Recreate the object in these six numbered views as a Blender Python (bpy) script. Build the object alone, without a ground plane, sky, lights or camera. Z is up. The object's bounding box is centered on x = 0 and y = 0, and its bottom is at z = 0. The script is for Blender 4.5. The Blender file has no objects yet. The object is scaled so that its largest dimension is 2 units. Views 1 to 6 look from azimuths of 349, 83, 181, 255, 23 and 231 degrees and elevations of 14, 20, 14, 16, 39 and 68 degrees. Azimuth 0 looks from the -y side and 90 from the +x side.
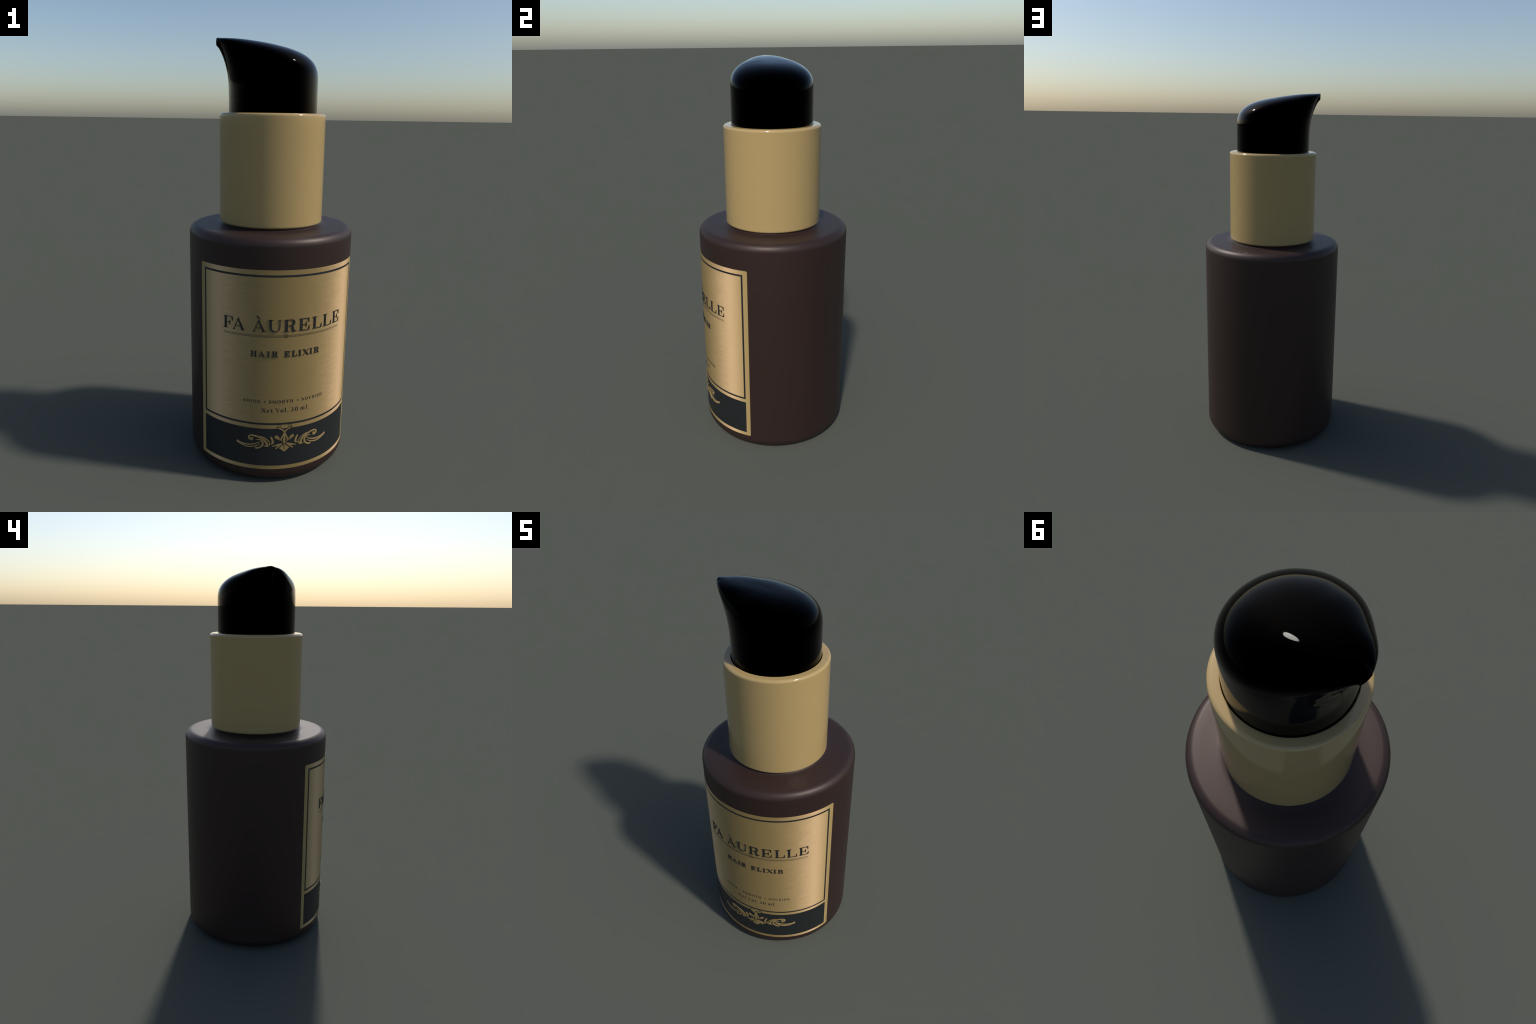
import bpy, bmesh, math
from math import sin, cos, pi, radians, sqrt, atan2

# ------------------------------------------------------------------ sizes (metres)
CY = 0.002            # bottle axis (the raised label print shifts the box centre a little)
R_BODY = 0.390
R_LABEL = 0.3912      # outer face of the label sheet
R_PRINT = 0.3916      # flat dark print
R_RAISED = 0.3939     # raised lettering
LABEL_W = 0.4335      # half width of the label, measured along the wall
LABEL_Z = (0.0745, 1.0300)

scene = bpy.context.scene


# ------------------------------------------------------------------ helpers
def new_object(name, verts, faces, material, parent=None, smooth_angle=35):
    me = bpy.data.meshes.new(name)
    me.from_pydata(verts, [], faces)
    bm = bmesh.new()
    bm.from_mesh(me)
    bmesh.ops.remove_doubles(bm, verts=bm.verts, dist=1e-6)
    bmesh.ops.recalc_face_normals(bm, faces=bm.faces)
    bm.to_mesh(me)
    bm.free()
    for p in me.polygons:
        p.use_smooth = True
    me.set_sharp_from_angle(angle=radians(smooth_angle))
    me.materials.append(material)
    ob = bpy.data.objects.new(name, me)
    scene.collection.objects.link(ob)
    if parent is not None:
        ob.parent = parent
    return ob


def lathe(profile, segs=192, cx=0.0, cy=0.0):
    """Revolve (r, z) points round the vertical axis; r = 0 ends become poles."""
    verts, faces, rings = [], [], []
    for r, z in profile:
        if r < 1e-6:
            rings.append([len(verts)])
            verts.append((cx, cy, z))
        else:
            rings.append(list(range(len(verts), len(verts) + segs)))
            for k in range(segs):
                a = 2 * pi * k / segs
                verts.append((cx + r * cos(a), cy + r * sin(a), z))
    for A, B in zip(rings, rings[1:]):
        for k in range(segs):
            j = (k + 1) % segs
            if len(A) == 1:
                faces.append((A[0], B[k], B[j]))
            elif len(B) == 1:
                faces.append((A[k], A[j], B[0]))
            else:
                faces.append((A[k], A[j], B[j], B[k]))
    return verts, faces


def fillet(cr, cz, rr, rz, a0, a1, n):
    """Quarter-ellipse of a lathe profile round (cr, cz)."""
    out = []
    for i in range(n + 1):
        a = radians(a0 + (a1 - a0) * i / n)
        out.append((cr + rr * cos(a), cz + rz * sin(a)))
    return out


def curve_value(points, t):
    """Smooth monotone interpolation through (t, v) control points."""
    if t <= points[0][0]:
        return points[0][1]
    if t >= points[-1][0]:
        return points[-1][1]
    n = len(points)
    d = [(points[i + 1][1] - points[i][1]) / (points[i + 1][0] - points[i][0]) for i in range(n - 1)]
    m = [d[0]] + [0.0 if d[i - 1] * d[i] <= 0 else 2 * d[i - 1] * d[i] / (d[i - 1] + d[i])
                  for i in range(1, n - 1)] + [d[-1]]
    for i in range(n - 1):
        x0, y0 = points[i]
        x1, y1 = points[i + 1]
        if t <= x1:
            h = x1 - x0
            s = (t - x0) / h
            return ((2 * s ** 3 - 3 * s ** 2 + 1) * y0 + (s ** 3 - 2 * s ** 2 + s) * h * m[i]
                    + (-2 * s ** 3 + 3 * s ** 2) * y1 + (s ** 3 - s ** 2) * h * m[i + 1])


def wrap(x, z, r):
    """Label coordinates (arc length x from the front, height z) to the bottle wall."""
    a = x / R_BODY
    return (r * sin(a), CY - r * cos(a), z)


# ------------------------------------------------------------------ materials
def principled(name, colour, rough, **kw):
    m = bpy.data.materials.new(name)
    m.use_nodes = True
    b = m.node_tree.nodes["Principled BSDF"]
    b.inputs["Base Color"].default_value = (*colour, 1)
    b.inputs["Roughness"].default_value = rough
    for k, v in kw.items():
        b.inputs[k.replace("_", " ")].default_value = v
    return m


def add_grain(m, scale, rough_range, bump=0.0, stretch=(1, 1, 1)):
    """Fine irregular gloss (and bump) so that the moulded surface is not perfectly even."""
    nt = m.node_tree
    n, l = nt.nodes, nt.links
    b = n["Principled BSDF"]
    tc = n.new("ShaderNodeTexCoord")
    mp = n.new("ShaderNodeMapping")
    mp.inputs["Scale"].default_value = stretch
    no = n.new("ShaderNodeTexNoise")
    no.inputs["Scale"].default_value = scale
    no.inputs["Detail"].default_value = 4
    mr = n.new("ShaderNodeMapRange")
    mr.inputs["To Min"].default_value = rough_range[0]
    mr.inputs["To Max"].default_value = rough_range[1]
    l.new(tc.outputs["Object"], mp.inputs["Vector"])
    l.new(mp.outputs["Vector"], no.inputs["Vector"])
    l.new(no.outputs["Fac"], mr.inputs["Value"])
    l.new(mr.outputs["Result"], b.inputs["Roughness"])
    if bump:
        bu = n.new("ShaderNodeBump")
        bu.inputs["Strength"].default_value = bump
        bu.inputs["Distance"].default_value = 0.001
        l.new(no.outputs["Fac"], bu.inputs["Height"])
        l.new(bu.outputs["Normal"], b.inputs["Normal"])


def brushed_gold(name):
    """Printed gold foil: pale bands on both flanks, fine horizontal brush lines."""
    m = principled(name, (0.4, 0.28, 0.12), 0.55)
    nt = m.node_tree
    n, l = nt.nodes, nt.links
    b = n["Principled BSDF"]
    b.inputs["Specular IOR Level"].default_value = 0.3
    tc = n.new("ShaderNodeTexCoord")
    sep = n.new("ShaderNodeSeparateXYZ")
    l.new(tc.outputs["Object"], sep.inputs["Vector"])

    def math_node(op, a, bb=None):
        k = n.new("ShaderNodeMath")
        k.operation = op
        for i, v in enumerate((a, bb)):
            if v is None:
                continue
            if isinstance(v, (int, float)):
                k.inputs[i].default_value = v
            else:
                l.new(v, k.inputs[i])
        return k.outputs[0]

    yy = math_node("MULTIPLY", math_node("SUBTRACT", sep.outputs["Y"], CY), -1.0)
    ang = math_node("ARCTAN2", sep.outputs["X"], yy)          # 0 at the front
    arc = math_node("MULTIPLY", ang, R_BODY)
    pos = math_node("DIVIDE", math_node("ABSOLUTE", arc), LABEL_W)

    # brush lines: noise squeezed in height, stretched along the wall
    comb = n.new("ShaderNodeCombineXYZ")
    l.new(math_node("MULTIPLY", arc, 13.0), comb.inputs["X"])
    l.new(math_node("MULTIPLY", sep.outputs["Z"], 320.0), comb.inputs["Y"])
    fine = n.new("ShaderNodeTexNoise")
    fine.inputs["Scale"].default_value = 1.0
    fine.inputs["Detail"].default_value = 3
    fine.inputs["Roughness"].default_value = 0.6
    l.new(comb.outputs["Vector"], fine.inputs["Vector"])
    streak = math_node("SUBTRACT", fine.outputs["Fac"], 0.5)

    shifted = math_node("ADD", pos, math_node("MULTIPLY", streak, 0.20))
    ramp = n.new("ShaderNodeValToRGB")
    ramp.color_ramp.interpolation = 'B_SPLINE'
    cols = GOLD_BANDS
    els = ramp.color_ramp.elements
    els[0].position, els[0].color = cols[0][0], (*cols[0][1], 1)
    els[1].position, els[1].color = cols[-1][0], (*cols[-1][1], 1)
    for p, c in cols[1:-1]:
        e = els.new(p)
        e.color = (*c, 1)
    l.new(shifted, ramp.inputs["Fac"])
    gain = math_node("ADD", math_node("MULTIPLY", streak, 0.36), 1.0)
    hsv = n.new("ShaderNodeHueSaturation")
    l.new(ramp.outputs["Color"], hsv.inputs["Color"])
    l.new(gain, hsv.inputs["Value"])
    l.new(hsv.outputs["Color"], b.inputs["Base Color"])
    bu = n.new("ShaderNodeBump")
    bu.inputs["Strength"].default_value = 0.12
    bu.inputs["Distance"].default_value = 0.0006
    l.new(fine.outputs["Fac"], bu.inputs["Height"])
    l.new(bu.outputs["Normal"], b.inputs["Normal"])
    return m


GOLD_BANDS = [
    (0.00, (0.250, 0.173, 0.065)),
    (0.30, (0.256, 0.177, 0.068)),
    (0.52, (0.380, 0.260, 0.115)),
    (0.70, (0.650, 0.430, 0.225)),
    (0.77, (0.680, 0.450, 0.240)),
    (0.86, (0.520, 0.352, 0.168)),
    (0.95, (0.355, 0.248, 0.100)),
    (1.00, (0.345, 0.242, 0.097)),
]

mat_bottle = principled("dark_brown_matt_glass", (0.0238, 0.0128, 0.0108), 0.46, Specular_IOR_Level=0.43, Specular_Tint=(1.0, 0.86, 0.80, 1.0))
add_grain(mat_bottle, 60, (0.45, 0.49))
mat_collar = principled("beige_gold_lacquer", (0.393, 0.276, 0.118), 0.15)
add_grain(mat_collar, 40, (0.07, 0.11))
mat_black = principled("glossy_black_plastic", (0.0, 0.0, 0.0), 0.03, Metallic=1.0)
add_grain(mat_black, 8, (0.025, 0.035))
mat_hole = principled("black_plastic_bore", (0.0, 0.0, 0.0), 0.5, Specular_IOR_Level=0.02)
mat_gold = brushed_gold("brushed_gold_foil")
mat_print = principled("blue_black_print", (0.0105, 0.0115, 0.0125), 0.5)
add_grain(mat_print, 90, (0.46, 0.56))

# ------------------------------------------------------------------ the thing
root = bpy.data.objects.new("pump_bottle", None)
scene.collection.objects.link(root)
root["label"] = "dark brown pump bottle with beige collar and gold label"
root["category"] = "cosmetic bottle"

# ------------------------------------------------------------------ bottle body
prof = [(0.0, 0.006), (0.285, 0.006), (0.300, 0.0)]
prof += fillet(0.330, 0.058, 0.060, 0.058, -90, 0, 16)
prof += [(R_BODY, z) for z in (0.064, 0.075, 0.2, 0.5, 0.8, 1.05, 1.110, 1.121)]
prof += fillet(0.353, 1.1280, 0.037, 0.0378, 0, 90, 16)
prof += [(0.320, 1.1655), (0.300, 1.1652), (0.274, 1.1654)]
prof += [(0.274 - 0.0395 * sin(radians(t)), 1.1654 + 0.0135 * (1 - cos(radians(t)))) for t in range(9, 91, 9)]
prof += [(0.2345, 1.182), (0.2345, 1.24), (0.0, 1.24)]
body = new_object("bottle_body", *lathe(prof, 224, 0, CY), mat_bottle, root, 40)

# ------------------------------------------------------------------ collar
HOLE = 0.2062
prof = [(0.2340, 1.19), (0.2340, 1.1785)]
prof += fillet(0.2365, 1.188, 0.0095, 0.0095, -90, 0, 10)
prof += [(0.2460, z) for z in (1.191, 1.20, 1.3, 1.5, 1.655, 1.665)]
prof += fillet(0.2335, 1.6672, 0.0125, 0.0125, 0, 90, 10)
prof += [(HOLE + 0.004, 1.6797)]
prof += fillet(HOLE + 0.003, 1.6767, 0.003, 0.003, 90, 180, 5)
prof += [(HOLE, 1.60), (0.12, 1.60)]
collar = new_object("collar", *lathe(prof, 192, 0, CY), mat_collar, root, 40)

# ------------------------------------------------------------------ pump head
HX, HY, R0 = 0.0005, 0.0020, 0.2043        # head axis and wall radius
TIP = 0.2607                               # reach of the spout from the head axis
NOZ_Y, NOZ_Z, NOZ_UP, NOZ_DOWN = 0.021, 1.9825, 0.0165, 0.0160
A_NOZ = math.degrees(math.atan2(NOZ_Y, TIP))
WALL_BASE = 1.74                           # where the wall starts to flare to the spout
FLARE = [(0, 0), (0.26, 0.032), (0.48, 0.130), (0.68, 0.330), (0.83, 0.555), (0.95, 0.81), (1, 1)]
SIDE_FLARE = [(0, 0), (0.3, 0.05), (0.5, 0.20), (0.7, 0.50), (0.85, 0.80), (0.94, 0.95), (1, 1)]
# by angle from the spout: reach of the rim, height of the rim, fullness of the dome above it
RIM_R = [(A_NOZ, math.hypot(TIP, NOZ_Y)), (10, 0.2514), (20, 0.2342), (32, 0.2167), (45, 0.2060), (60, 0.2030), (80, R0)]
RIM_Z = [(A_NOZ, NOZ_Z), (10, 1.9790), (20, 1.9557), (35, 1.9199), (50, 1.8960), (70, 1.8749), (90, 1.8600),
         (115, 1.8440), (140, 1.8250), (160, 1.8100), (180, 1.8000)]
# the dome springs from a softened rim line, so that the crest runs smoothly into the mouth
SPRING_Z = [(-5, 1.9915), (0, 1.9968), (5, 1.9915), (10, 1.9800)] + RIM_Z[2:]
FULL = [(0, 5.0), (10, 4.7), (20, 4.1), (30, 3.5), (60, 2.85), (90, 2.52), (120, 2.68), (150, 3.12), (180, 3.40)]


def eased(points, a, width):
    """Average of a control curve over a window of angles: takes the kinks out of it."""
    a = abs(a)
    tot = wsum = 0.0
    for i in range(-6, 7):
        q = a + width * i / 6
        q = 360 - q if q > 180 else abs(q)
        w = 7 - abs(i)
        tot += w * curve_value(points, q)
        wsum += w
    return tot / wsum


def rim_radius(a):
    a = abs(a)
    return TIP / cos(radians(a)) if a <= A_NOZ else eased(RIM_R, a, min(11.0, 0.8 * (a - A_NOZ)))


def wall_radius(a, t):
    """Wall at angle a, t from flare foot to rim: a rounded prow that sharpens into the lip of the spout."""
    prow = (TIP - R0) * math.exp(-(a / (30.0 - 6.0 * t)) ** 2)
    edge = rim_radius(a) - R0
    k = min(1.0, max(0.0, (abs(a) - A_NOZ) / 22))
    sweep = curve_value(FLARE, t) * (1 - k) + curve_value(SIDE_FLARE, t) * k
    sharp = t ** 9
    return R0 + sweep * (prow * (1 - sharp) + edge * sharp)


def lens(a):
    y = TIP * math.tan(radians(a))
    return sqrt(max(0.0, 1 - (y / NOZ_Y) ** 2))


def crest(x):
    """Height of the head's top line over x (measured from the bottle axis)."""
    return 1.9742 - 0.1715 * x - 0.1916 * x * x + 0.2749 * x ** 3


angles = []
NN = 14
for i in range(NN):
    y = NOZ_Y * sin(pi / 2 * i / NN)
    angles.append(math.degrees(atan2(y, TIP)))
a = A_NOZ
step = 0.35
while a < 180 - 1e-6:
    angles.append(a)
    a += step
    step = min(2.2, step * 1.12)
angles = sorted(set(angles))
angles = [-180.0] + [-q for q in reversed(angles) if q > 0] + angles    # -180 .. <180
NW, NT = 34, 40
verts, faces = [], []
cols = []
for a in angles:
    ra = radians(a)
    R = rim_radius(a)
    zr = eased(RIM_Z, a, min(11.0, 0.8 * max(0.0, abs(a) - A_NOZ)))
    spring = eased(SPRING_Z, a, 6.0)
    inside = abs(a) < A_NOZ - 1e-6
    z_low = NOZ_Z - NOZ_DOWN * lens(a) if inside else zr
    z_up = NOZ_Z + NOZ_UP * lens(a) if inside else zr
    col = []

    def put(r, z):
        verts.append((HX - r * cos(ra), HY - r * sin(ra), z))
        col.append(len(verts) - 1)
    for z in (1.61, 1.66, 1.70):
        put(R0, z)
    for i in range(NW + 1):
        t = i / NW
        t = 1 - (1 - t) ** 1.3
        put(wall_radius(a, t), WALL_BASE + (z_low - WALL_BASE) * t)
    n_wall = len(col)
    full = eased(FULL, a, 12.0)
    for i in range(0, NT):
        t = pi / 2 * (1 - i / NT)
        rho = sin(t) ** (2 / full)
        hgt = cos(t) ** (2 / full) if i else 0.0
        x = HX - R * rho * cos(ra)
        base = spring + (z_up - spring) * rho ** 14
        put(R * rho, base + (crest(x) - base) * hgt)
    cols.append(col)
pole = len(verts)
verts.append((HX, HY, crest(HX)))
for k in range(len(cols)):
    A, B = cols[k], cols[(k + 1) % len(cols)]
    a0, a1 = angles[k], angles[(k + 1) % len(cols)]
    for i in range(len(A) - 1):
        if i == n_wall - 1 and abs(a0) < A_NOZ + 1e-6 and abs(a1) < A_NOZ + 1e-6:
            continue                                    # mouth of the spout
        faces.append((A[i], B[i], B[i + 1], A[i + 1]))
    faces.append((A[-1], B[-1], pole))
head = new_object("pump_head", verts, faces, mat_black, root, 40)

# bore of the spout: lens-shaped mouth with a thin lip, running back into the head
verts, faces, rings = [], [], []
NB = 48
for depth, k in ((0.0, 1.0), (0.0, 0.90), (0.030, 0.84)):
    ring = []
    for i in range(NB):
        t = 2 * pi * i / NB
        hz = (NOZ_UP if sin(t) > 0 else NOZ_DOWN) * sin(t)
        ring.append(len(verts))
        verts.append((HX - TIP + depth, HY + NOZ_Y * cos(t) * k, NOZ_Z + hz * k))
    rings.append(ring)
for A, B in zip(rings, rings[1:]):
    for i in range(NB):
        j = (i + 1) % NB
        faces.append((A[i], A[j], B[j], B[i]))
faces.append(tuple(rings[-1]))
new_object("nozzle", verts, faces, mat_hole, head, 30)


# ------------------------------------------------------------------ label sheet and flat print
def panel(x0, x1, z0, z1, r_in, r_out, nx, nz=1, corner=0.0):
    """Curved sheet on the wall with thickness and (optionally) rounded corners."""
    zs = [(z0 + (z1 - z0) * j / nz, 0.0) for j in range(nz + 1)]
    if corner:
        arc = []
        for j in range(7):
            t = radians(90 * j / 6)
            arc.append((corner * (1 - cos(t)), corner * (1 - sin(t))))   # height, inset
        zs = [(z0 + h, ins) for h, ins in arc] \
            + [(z0 + corner + (z1 - z0 - 2 * corner) * j / nz, 0.0) for j in range(1, nz)] \
            + [(z1 - h, ins) for h, ins in reversed(arc)]
    verts, faces = [], []
    n = len(zs)
    for r in (r_out, r_in):
        for z, ins in zs:
            for i in range(nx + 1):
                verts.append(wrap(x0 + ins + (x1 - x0 - 2 * ins) * i / nx, z, r))
    w = nx + 1
    off = n * w
    for j in range(n - 1):
        for i in range(nx):
            q = j * w + i
            faces.append((q, q + 1, q + w + 1, q + w))
            faces.append((off + q, off + q + w, off + q + w + 1, off + q + 1))
    for j in range(n - 1):
        for i in (0, nx):
            q = j * w + i
            faces.append((q, q + w, off + q + w, off + q))
    for i in range(nx):
        for j in (0, n - 1):
            q = j * w + i
            faces.append((q, q + 1, off + q + 1, off + q))
    return verts, faces


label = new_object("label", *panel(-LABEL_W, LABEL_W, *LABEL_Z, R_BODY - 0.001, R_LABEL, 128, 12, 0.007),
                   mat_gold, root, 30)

FX, FZ0, FZ1, FW = 0.4095, 0.3025, 1.0085, 0.0092
new_object("dark_band", *panel(-0.4105, 0.4105, 0.0935, 0.2832, R_LABEL - 0.0005, R_PRINT, 120, 4), mat_print, label, 30)
verts, faces = [], []
for x0, x1, z0, z1, nx in ((-FX, FX, FZ1 - FW, FZ1, 120), (-FX, FX, FZ0, FZ0 + FW, 120),
                           (-FX, -FX + FW, FZ0 + FW, FZ1 - FW, 3), (FX - FW, FX, FZ0 + FW, FZ1 - FW, 3)):
    v, f = panel(x0, x1, z0, z1, R_LABEL - 0.0005, R_PRINT, nx, 1)
    faces += [tuple(i + len(verts) for i in q) for q in f]
    verts += v
new_object("frame_line", verts, faces, mat_print, label, 30)


# ------------------------------------------------------------------ strokes: everything printed is built of strips
def ribbon(points, widths, smooth=6):
    """Left and right borders of a stroke that runs through points with the given full widths."""
    n = len(points)
    P, W = [], []
    if smooth > 1 and n > 2:
        for i in range(n - 1):
            p0, p1, p2, p3 = points[max(i - 1, 0)], points[i], points[i + 1], points[min(i + 2, n - 1)]
            for s in range(smooth):
                t = s / smooth
                P.append(tuple(0.5 * (2 * p1[c] + (p2[c] - p0[c]) * t
                                      + (2 * p0[c] - 5 * p1[c] + 4 * p2[c] - p3[c]) * t * t
                                      + (3 * p1[c] - p0[c] - 3 * p2[c] + p3[c]) * t ** 3) for c in (0, 1)))
                W.append(widths[i] + (widths[i + 1] - widths[i]) * t)
        P.append(points[-1])
        W.append(widths[-1])
    else:
        P, W = list(points), list(widths)
    L, R = [], []
    for i, (x, y) in enumerate(P):
        x0, y0 = P[max(i - 1, 0)]
        x1, y1 = P[min(i + 1, len(P) - 1)]
        dx, dy = x1 - x0, y1 - y0
        d = math.hypot(dx, dy) or 1.0
        L.append((x - dy / d * W[i] / 2, y + dx / d * W[i] / 2))
        R.append((x + dy / d * W[i] / 2, y - dx / d * W[i] / 2))
    return L, R


def bar(x0, x1, y, t):
    """Level stroke centred on height y."""
    n = max(2, int(abs(x1 - x0) / 0.15) + 1)
    xs = [x0 + (x1 - x0) * i / n for i in range(n + 1)]
    return [(x, y + t / 2) for x in xs], [(x, y - t / 2) for x in xs]


def stem(x, y0, y1, w):
    return [(x - w / 2, y0), (x - w / 2, y1)], [(x + w / 2, y0), (x + w / 2, y1)]


def slant(xa, ya, xb, yb, w):
    """Sloping stroke with level ends; w is the level width."""
    return [(xa - w / 2, ya), (xb - w / 2, yb)], [(xa + w / 2, ya), (xb + w / 2, yb)]


def ellipse_arc(cx, cy, rx, ry, a0, a1, width, n=20):
    """Stroke along an ellipse; width(angle) gives thick sides and thin tops."""
    P, W = [], []
    for i in range(n + 1):
        t = radians(a0 + (a1 - a0) * i / n)
        P.append((cx + rx * cos(t), cy + ry * sin(t)))
        W.append(width(t))
    return ribbon(P, W, 1)


def disc(cx, cy, r, n=16):
    L, R = [], []
    for i in range(n // 2 + 1):
        t = pi * i / (n // 2)
        L.append((cx - r * cos(t), cy + r * sin(t)))
        R.append((cx - r * cos(t), cy - r * sin(t)))
    return L, R


def glyph(ch, w, S, h):
    """Strips of one serif letter in cap heights: width w, stem S, hairline h."""
    s = S * 0.62                       # serif reach beyond the stem
    b = h / 2
    g = []

    def serif(x, y, reach=None, reach_r=None):
        a = (S / 2 + s) if reach is None else reach
        c = a if reach_r is None else reach_r
        g.append(bar(x - a, x + c, y, h))

    def beak(x, y_out, y_in, t):       # tapering terminal of an arm
        g.append(([(x - t, y_out), (x - t * 0.35, y_in)], [(x, y_out), (x, y_in)]))

    thick = lambda t: h + (S - h) * abs(cos(t)) ** 1.3
    if ch in "FEL":
        x = S / 2 + s * 0.75
        g.append(stem(x, 0, 1, S))
        if ch == "F":
            serif(x, b)
        else:
            g.append(bar(x - S / 2 - s * 0.75, w - h, b, h))
            g.append(([(w - S * 0.75, h * 0.5), (w - h * 0.9, 0.36)], [(w - h * 0.6, 0.0), (w, 0.36)]))
        if ch == "L":
            serif(x, 1 - b)
        else:
            xe = w if ch == "F" else w * 0.96
            g.append(bar(x - S / 2 - s * 0.75, xe - h, 1 - b, h))
            g.append(([(xe - S * 0.8, 1 - h * 0.5), (xe - h * 0.9, 0.66)], [(xe - h * 0.3, 1.0), (xe, 0.66)]))
            xm = w * 0.70
            g.append(bar(x, xm - h, 0.49, h))
            g.append(([(xm - h * 1.6, 0.49), (xm - h * 1.1, 0.68)], [(xm, 0.49), (xm, 0.68)]))
            g.append(([(xm - h * 1.6, 0.49), (xm - h * 1.1, 0.30)], [(xm, 0.49), (xm, 0.30)]))
    elif ch in "AV":
        m = w * 0.49
        lf, rt = s * 0.55 + h * 0.6, w - S * 0.5 - s * 0.5
        if ch == "A":
            g.append(slant(lf, b, m - S * 0.15, 0.97, h * 1.25))
            g.append(([(m - 0.02, 1.0), (m - S * 0.42, 0.86), (rt - S * 0.54, 0)], [(m + 0.02, 1.0), (m + S * 0.20, 0.86), (rt + S * 0.54, 0)]))
            k = 0.30
            g.append(bar(lf + (m - lf) * k, m + (rt - m) * 0.68, k, h))
            g.append(bar(0, lf + s * 0.62 + h * 0.5, b, h))
            g.append(bar(rt - S * 0.54 - s * 0.55, w, b, h))
        else:
            lf = S * 0.5 + s * 0.5
            rt = w - s * 0.55 - h * 0.6
            g.append(([(lf - S * 0.54, 1), (m - S * 0.22, 0.14), (m - 0.02, 0)], [(lf + S * 0.54, 1), (m + S * 0.42, 0.14), (m + 0.02, 0)]))
            g.append(slant(m + S * 0.15, 0.03, rt, 1 - b, h * 1.25))
            g.append(bar(0, lf + S * 0.54 + s * 0.5, 1 - b, h))
            g.append(bar(rt - s * 0.6 - h * 0.5, w, 1 - b, h))
    elif ch == "U":
        x = S / 2 + s * 0.75
        xr = w - s * 0.8 - h * 0.5
        hw = (xr - x) / 2
        cx = (x + xr) / 2
        P, W = [(x, 1.0), (x, 0.7)], [S, S]
        for i in range(17):
            t = pi + pi * i / 16
            P.append((cx + hw * cos(t), 0.36 + (0.36 - b - 0.01) * sin(t)))
            W.append(h * 1.2 + (S - h * 1.2) * (max(0.0, (1 - i / 9.0)) ** 0.8))
        P += [(xr, 0.7), (xr, 1.0)]
        W += [h * 1.2, h * 1.2]
        g.append(ribbon(P, W, 1))
        serif(x, 1 - b)
        serif(xr, 1 - b, s * 0.8 + h * 0.5)
    elif ch == "R":
        x = S / 2 + s * 0.75
        g.append(stem(x, 0, 1, S))
        serif(x, b)
        bw = w * 0.86
        g.append(bar(x - S / 2 - s * 0.75, bw * 0.62, 1 - b, h))
        g.append(bar(x, bw * 0.62, 0.50, h))
        cx = bw * 0.60
        g.append(ellipse_arc(cx, 0.75 - b * 0.5, bw - cx - S * 0.45, 0.25 - b * 0.5, 90, -90,
                             lambda t: h + (S * 1.02 - h) * abs(cos(t)), 16))
        g.append(ribbon([(cx - S * 0.1, 0.50), (cx + S * 0.75, 0.40), (cx + S * 0.98, 0.20), (cx + S * 1.2, 0.05), (w - h * 0.3, 0.06)],
                        [h, S * 0.75, S * 1.0, S * 0.75, h * 0.8], 5))
    elif ch in "HIN":
        x = S / 2 + s * 0.75
        if ch == "I":
            x = w / 2
            g.append(stem(x, 0, 1, S))
            serif(x, b, w / 2)
            serif(x, 1 - b, w / 2)
        elif ch == "H":
            for xx in (x, w - x):
                g.append(stem(xx, 0, 1, S))
                serif(xx, b, S / 2 + s * 0.75)
                serif(xx, 1 - b, S / 2 + s * 0.75)
            g.append(bar(x, w - x, 0.52, h))
        else:
            xl, xr = s * 0.75 + h * 0.6, w - s * 0.75 - h * 0.6
            g.append(stem(xl, 0, 1, h * 1.3))
            g.append(stem(xr, 0, 1, h * 1.3))
            g.append(slant(xl + S * 0.3, 1, xr - S * 0.15, 0, S * 1.15))
            serif(xl, b, s * 0.75 + h * 0.6)
            serif(xr, 1 - b, s * 0.75 + h * 0.6)
            g.append(bar(0, xl + S * 0.4, 1 - b, h))
    elif ch == "M":
        xl, xr = s * 0.6 + h * 0.6, w - S / 2 - s * 0.6
        m = w * 0.46
        g.append(stem(xl, 0, 1, h * 1.3))
        g.append(slant(xl + S * 0.35, 1, m, 0, S * 1.1))
        g.append(slant(m + S * 0.25, 0.03, xr, 1, h * 1.3))
        g.append(stem(xr, 0, 1, S))
        serif(xl, b, s * 0.6 + h * 0.6)
        serif(xr, b, S / 2 + s * 0.6)
        g.append(bar(0, xl + S * 0.5, 1 - b, h))
        serif(xr, 1 - b, S / 2, S / 2 + s * 0.6)
    elif ch == "T":
        g.append(stem(w / 2, 0, 1, S))
        serif(w / 2, b, S / 2 + s * 0.9)
        g.append(bar(h * 0.5, w - h * 0.5, 1 - b, h))
        for sx in (1, -1):
            xo = 0 if sx > 0 else w
            g.append(([(xo, 0.70), (xo, 1 - b)], [(xo + sx * h * 0.9, 0.70), (xo + sx * S * 0.6, 1 - b)]))
    elif ch in "O0o":
        top = 1.0 if ch != "o" else 0.68
        g.append(ellipse_arc(w / 2, top / 2, w / 2 - S * 0.48, top / 2 - b + 0.01, 0, 360,
                             lambda t: h + (S * 1.05 - h) * abs(cos(t)) ** 1.2, 36))
    elif ch == "X":
        l1, r1 = S * 0.5 + s * 0.5, w - S * 0.5 - s * 0.4
        g.append(slant(l1, 1, r1, 0, S * 1.2))
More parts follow.
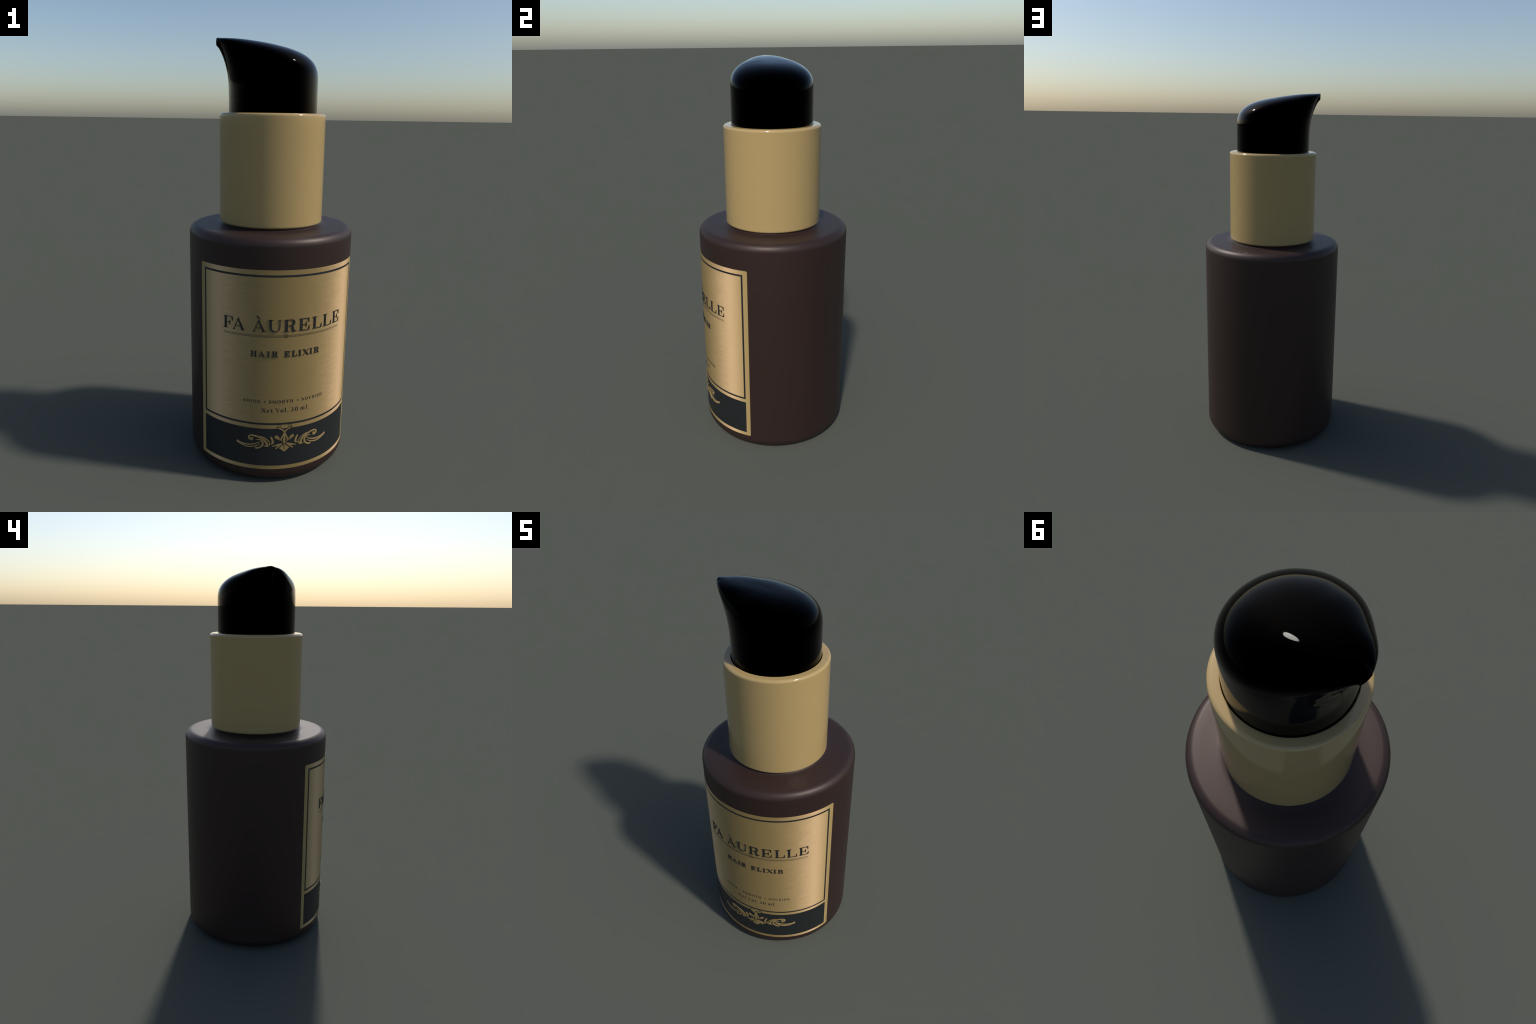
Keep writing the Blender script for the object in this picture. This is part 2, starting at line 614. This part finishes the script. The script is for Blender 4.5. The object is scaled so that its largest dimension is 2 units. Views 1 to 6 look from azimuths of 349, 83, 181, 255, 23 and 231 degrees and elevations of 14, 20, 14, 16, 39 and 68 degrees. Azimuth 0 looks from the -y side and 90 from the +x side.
        g.append(slant(w - s * 0.7, 1 - b, s * 0.7, b, h * 1.5))
        for x, y in ((l1, 1 - b), (r1, b)):
            g.append(bar(max(0, x - S * 0.6 - s * 0.45), min(w, x + S * 0.6 + s * 0.45), y, h))
        g.append(bar(w - s * 1.5, w - 0.01, 1 - b, h))
        g.append(bar(0.01, s * 1.5, b, h))
    elif ch == "S":
        g.append(ribbon([(w * 0.93, 0.74), (w * 0.78, 0.93), (w * 0.48, 0.98), (w * 0.17, 0.86), (w * 0.20, 0.66), (w * 0.52, 0.51),
                         (w * 0.83, 0.35), (w * 0.84, 0.14), (w * 0.52, 0.02), (w * 0.22, 0.08), (w * 0.05, 0.28)],
                        [h, h * 1.2, h * 1.2, S * 0.75, S * 1.0, S * 1.15, S * 1.0, S * 0.75, h * 1.2, h * 1.2, h], 5))
        g.append(stem(w * 0.93, 0.70, 0.99, h))
        g.append(stem(w * 0.05, 0.01, 0.32, h))
    elif ch == "e":
        g.append(bar(S * 0.6, w - S * 0.3, 0.38, h))
        g.append(ellipse_arc(w / 2, 0.34, w / 2 - S * 0.45, 0.34 - b, 8, 318,
                             lambda t: h + (S - h) * max(0.0, -cos(t) if cos(t) < 0 else cos(t) * 0.55 * (sin(t) > 0)) ** 1.1, 30))
    elif ch == "t":
        x = w * 0.42
        g.append(ribbon([(x, 0.92), (x, 0.6), (x, 0.25), (x + S * 0.25, 0.06), (w * 0.78, 0.03), (w * 0.98, 0.14)],
                        [h * 0.6, S, S, S * 0.8, h * 1.4, h * 0.8], 5))
        g.append(bar(0, w * 0.92, 0.66, h))
    elif ch == "l":
        x = w / 2
        g.append(stem(x, 0, 1.03, S))
        serif(x, b, w / 2)
        g.append(bar(0, x, 1.03 - b, h))
    elif ch == "m":
        for i, x in enumerate((S / 2 + s * 0.5, w / 2, w - S / 2 - s * 0.5)):
            g.append(stem(x, 0, 0.62 if i else 0.68, S))
            serif(x, b, S / 2 + s * 0.5)
            if i:
                xp = (S / 2 + s * 0.5, w / 2)[i - 1]
                g.append(ribbon([(xp, 0.50), (xp + (x - xp) * 0.35, 0.63), (x - S * 0.2, 0.66), (x, 0.55)], [h, h * 1.3, S * 0.6, S], 5))
        g.append(bar(0, S / 2 + s * 0.5, 0.68 - b, h))
    elif ch == "3":
        g.append(ribbon([(w * 0.08, 0.80), (w * 0.25, 0.95), (w * 0.5, 0.98), (w * 0.74, 0.84), (w * 0.70, 0.66), (w * 0.38, 0.53)],
                        [S * 0.4, h, h * 1.2, S * 0.95, S * 0.8, h], 5))
        g.append(ribbon([(w * 0.38, 0.55), (w * 0.72, 0.48), (w * 0.84, 0.28), (w * 0.66, 0.06), (w * 0.38, 0.01), (w * 0.10, 0.08)],
                        [h, S * 0.8, S * 1.05, S * 0.6, h * 1.2, S * 0.8], 5))
        g.append(disc(w * 0.14, 0.10, S * 0.38))
    elif ch == ".":
        g.append(disc(w / 2, S * 0.5, S * 0.52))
    elif ch == "`":                    # grave accent
        g.append(([(0, 0.80), (0.06 * w, 1.0), (0.30 * w, 0.98), (w, 0.0)], [(0, 0.78), (0.10 * w, 0.60), (0.40 * w, 0.34), (w * 0.96, 0.0)]))
    return g


def strips_mesh(strips, r_base, r_top, fit=lambda p: p, layer=0.00006):
    """Raise strips off the label; each strip a hair higher than the last so that none coincide."""
    verts, faces = [], []
    for k, (L, R) in enumerate(strips):
        rt = r_top - layer * (len(strips) - 1 - k)
        rb = r_base - layer * k
        n = len(L)
        o = len(verts)
        for r in (rt, rb):
            for p, q in zip(L, R):
                verts.append(wrap(*fit(p), r))
                verts.append(wrap(*fit(q), r))
        m = 2 * n
        for i in range(n - 1):
            a = o + 2 * i
            faces.append((a, a + 1, a + 3, a + 2))
            faces.append((a + m, a + m + 2, a + m + 3, a + m + 1))
            faces.append((a, a + 2, a + m + 2, a + m))
            faces.append((a + 1, a + m + 1, a + m + 3, a + 3))
        faces.append((o, o + m, o + m + 1, o + 1))
        e = o + 2 * (n - 1)
        faces.append((e, e + 1, e + m + 1, e + m))
    return verts, faces


def add_strips(name, strips, r_base, r_top, material, fit=lambda p: p):
    return new_object(name, *strips_mesh(strips, r_base, r_top, fit), material, label, 25)


def letter(ch, x0, x1, z0, cap, S, h, r_top, name="letter"):
    w = (x1 - x0) / cap
    add_strips(name, glyph(ch, w, S, h), R_LABEL - 0.0004, r_top, mat_print,
               lambda p: (x0 + p[0] * cap, z0 + p[1] * cap))


# ------------------------------------------------------------------ lettering
TZ, TC = 0.7530, 0.0552
for ch, x0, x1 in (("F", -.2900, -.2437), ("A", -.2425, -.1880), ("A", -.1505, -.0945), ("U", -.0835, -.0265),
                   ("R", -.0130, .0425), ("E", .0545, .1045), ("L", .1215, .1705), ("L", .1812, .2312), ("E", .2425, .2915)):
    letter(ch, x0, x1, TZ, TC, 0.185, 0.040, R_RAISED)
add_strips("accent", glyph("`", 1, 0, 0), R_LABEL - 0.0004, R_RAISED, mat_print,
           lambda p: (-.1350 + p[0] * 0.0185, .8105 + p[1] * 0.0155))

HZ, HC = 0.6345, 0.0273
for ch, x0, x1 in (("H", -.1594, -.1318), ("A", -.1235, -.0960), ("I", -.0865, -.0744), ("R", -.0648, -.0385),
                   ("E", -.0085, .0145), ("L", .0255, .0480), ("I", .0560, .0681), ("X", .0763, .1058),
                   ("I", .1115, .1235), ("R", .1335, .1607)):
    letter(ch, x0, x1, HZ, HC, 0.222, 0.052, R_RAISED - 0.0002)


def word(text, widths, x0, x1, z0, cap, S, h, gap):
    """Spread letters of relative widths over x0..x1."""
    total = sum(widths) + gap * (len(text) - 1)
    k = (x1 - x0) / total
    x = x0
    for ch, w in zip(text, widths):
        letter(ch, x, x + w * k, z0, cap, S, h, R_PRINT + 0.0002)
        x += (w + gap) * k


SZ, SC = 0.4108, 0.0146
word("SHINE", (.52, .80, .36, .80, .62), -.1915, -.1125, SZ, SC, 0.21, 0.06, .26)
word("SMOOTH", (.52, .98, .80, .80, .74, .80), -.0728, .0368, SZ, SC, 0.21, 0.06, .26)
word("NOURISH", (.80, .80, .76, .76, .36, .52, .80), .0772, .1912, SZ, SC, 0.21, 0.06, .26)
for cx in (-.0925, .0588):
    arms = []
    for i in range(5):
        t = pi / 2 + 2 * pi * i / 5
        arms.append(ribbon([(cx, .4183), (cx + .0036 * cos(t), .4183 + .0036 * sin(t))], [.0013, .0022], 1))
    add_strips("star", arms, R_LABEL - 0.0004, R_PRINT + 0.0002, mat_print)

NZ, NC = 0.3648, 0.0205
word("Net", (.86, .56, .42), -.1064, -.0554, NZ, NC, 0.19, 0.055, .30)
word("Vol.", (.88, .62, .34, .24), -.0433, .0155, NZ, NC, 0.19, 0.055, .26)
word("30", (.58, .62), .0272, .0610, NZ, NC, 0.19, 0.055, .30)
word("ml", (1.02, .34), .0733, .1090, NZ, NC, 0.19, 0.055, .30)

# double rule with a rosette
XR, ZR = -0.0050, 0.7318
for zc in (0.7347, 0.7290):
    for x0, x1 in ((-.2885, XR - .0085), (XR + .0085, .2885)):
        n = 40
        xs = [x0 + (x1 - x0) * i / n for i in range(n + 1)]
        add_strips("rule", [([(x, zc + .0008) for x in xs], [(x, zc - .0008) for x in xs])],
                   R_LABEL - 0.0004, R_PRINT + 0.0001, mat_print)
L, R = [], []
for i in range(65):
    t = 2 * pi * i / 64
    ro = 0.0092 + 0.0012 * cos(8 * t)
    L.append((XR + ro * cos(t), ZR + ro * sin(t)))
    R.append((XR + (ro - .0024) * cos(t), ZR + (ro - .0024) * sin(t)))
petals = [(L, R)]
for i in range(8):
    t = 2 * pi * (i + .5) / 8
    petals.append(ribbon([(XR + .0022 * cos(t), ZR + .0022 * sin(t)), (XR + .0066 * cos(t), ZR + .0066 * sin(t))], [.0007, .0016], 1))
petals.append(disc(XR, ZR, .0014, 10))
add_strips("rosette", petals, R_LABEL - 0.0004, R_PRINT + 0.0003, mat_print)

# ------------------------------------------------------------------ gold ornament on the dark band (millimetres, right half)
SCROLLS = {
    "frond": [([(217, 205), (208, 201), (183, 198), (157, 199.5), (132, 206), (108, 220.5)], [11, 8.5, 6.5, 6, 5, 1.5]),
              ([(213, 200), (205, 196.5), (189, 190.5), (167, 186.6), (143, 190), (122, 199), (110, 210)], [5, 4, 4.5, 5, 5, 4, 1])],
    "scroll": [([(144, 229), (153, 226), (162, 231), (163, 239.5), (154, 245), (140, 245), (118, 239.5), (98, 229.5), (85.5, 217), (79.5, 204), (82, 193.5)],
                [9, 12, 9, 7.5, 6.5, 6.5, 7, 8, 9.5, 11, 14]),
               ([(80, 194), (88, 194), (96, 197)], [3, 3.5, 1])],
    "hook": [([(132.5, 226), (118, 228), (106, 224), (99, 213), (101.5, 199), (113, 187.5), (126, 183), (133, 184.5)],
              [1.5, 3.5, 5.5, 9, 9, 7.5, 7, 4])],
    "outer_line": [([(112, 243.5), (96, 238), (79.5, 227.5), (69.5, 216), (67, 206.5), (72.5, 197.5), (80, 193)],
                    [2.5, 3, 3.5, 4, 4.5, 5, 5])],
    "leaf": [([(61.5, 240), (57.5, 231), (54, 222), (53, 212), (57, 207.5), (65, 205)], [7, 9.5, 10.5, 9.5, 6, 1.5])],
    "petal": [([(44.5, 244), (37.5, 241), (28, 234), (18, 226)], [7, 13.5, 12, 7])],
    "wing": [([(9, 207), (30, 200), (57.5, 193.5)], [2.5, 8, 1]),
             ([(11, 203), (24, 194), (40, 182)], [1.5, 5, 6])],
    "arm": [([(3.2, 264.5), (4.6, 271.5), (12, 277), (27, 285)], [4.5, 7, 4.5, 5])],
}
ENDS = {"frond": [(216.5, 205, 6.0)], "scroll": [(149, 229.5, 6.8)], "hook": [(131, 184, 3.6)],
        "leaf": [(61, 238.5, 4.6)], "petal": [(38.5, 241.5, 6.9)], "arm": [(26.5, 284.6, 2.4)]}      # rounded ends: x, z, radius
O_BASE, O_TOP = R_PRINT - 0.0004, R_PRINT + 0.0019
for side in (1, -1):
    for kind, parts in SCROLLS.items():
        strips = [ribbon([(side * x / 1000, z / 1000) for x, z in pts], [q / 1000 for q in ws], 7) for pts, ws in parts]
        strips += [disc(side * x / 1000, z / 1000, r / 1000) for x, z, r in ENDS.get(kind, [])]
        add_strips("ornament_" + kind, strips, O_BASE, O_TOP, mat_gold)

N = 14
L, R = [], []
for i in range(N + 1):                        # bud: curved shoulders above, straight sides below
    z = 266.5 - (266.5 - 226.5) * i / N
    hw = 20.2 * (i / N) ** 0.78
    L.append((-hw / 1000, z / 1000))
    R.append((hw / 1000, z / 1000))
L.append((-.0003, .2052))
R.append((.0003, .2052))
add_strips("ornament_bud", [(L, R)], O_BASE, O_TOP + 0.0002, mat_gold)
add_strips("ornament_diamond", [([(-.0003, .2035), (-.0240, .1838), (-.0003, .1648)], [(.0003, .2035), (.0240, .1838), (.0003, .1648)])],
           O_BASE, O_TOP + 0.0001, mat_gold)
cuts = [ribbon([(0, .2030), (0, .1900), (0, .1752)], [.0022, .0020, .0006], 1)]
for side in (1, -1):
    cuts.append(ribbon([(side * .0031, .2455), (side * .0073, .2340), (side * .0095, .2265), (side * .0068, .2190), (side * .0030, .2125)],
                       [.0006, .0032, .0058, .0042, .0006], 4))
    cuts.append(ribbon([(side * .0190, .2315), (side * .0235, .2325), (side * .0262, .2335)], [.0042, .0032, .0010], 3))
add_strips("ornament_cut", cuts, O_TOP - 0.0006, O_TOP + 0.0006, mat_print)

# dark outlines of the crown that rises from the band into the gold strip
for side in (1, -1):
    add_strips("crown_line", [
        ribbon([(side * .0350, .2835), (side * .0345, .2925), (side * .0255, .3015), (side * .0155, .3045)], [.0022, .0020, .0020, .0026], 7),
        ribbon([(side * .0230, .2850), (side * .0205, .2935), (side * .0150, .3035)], [.0022, .0018, .0016], 7),
        ribbon([(side * .0345, .2845), (side * .0300, .2885), (side * .0220, .2880), (side * .0120, .2825)], [.0030, .0022, .0026, .0030], 5),
    ], R_LABEL - 0.0004, R_PRINT + 0.0002, mat_print)
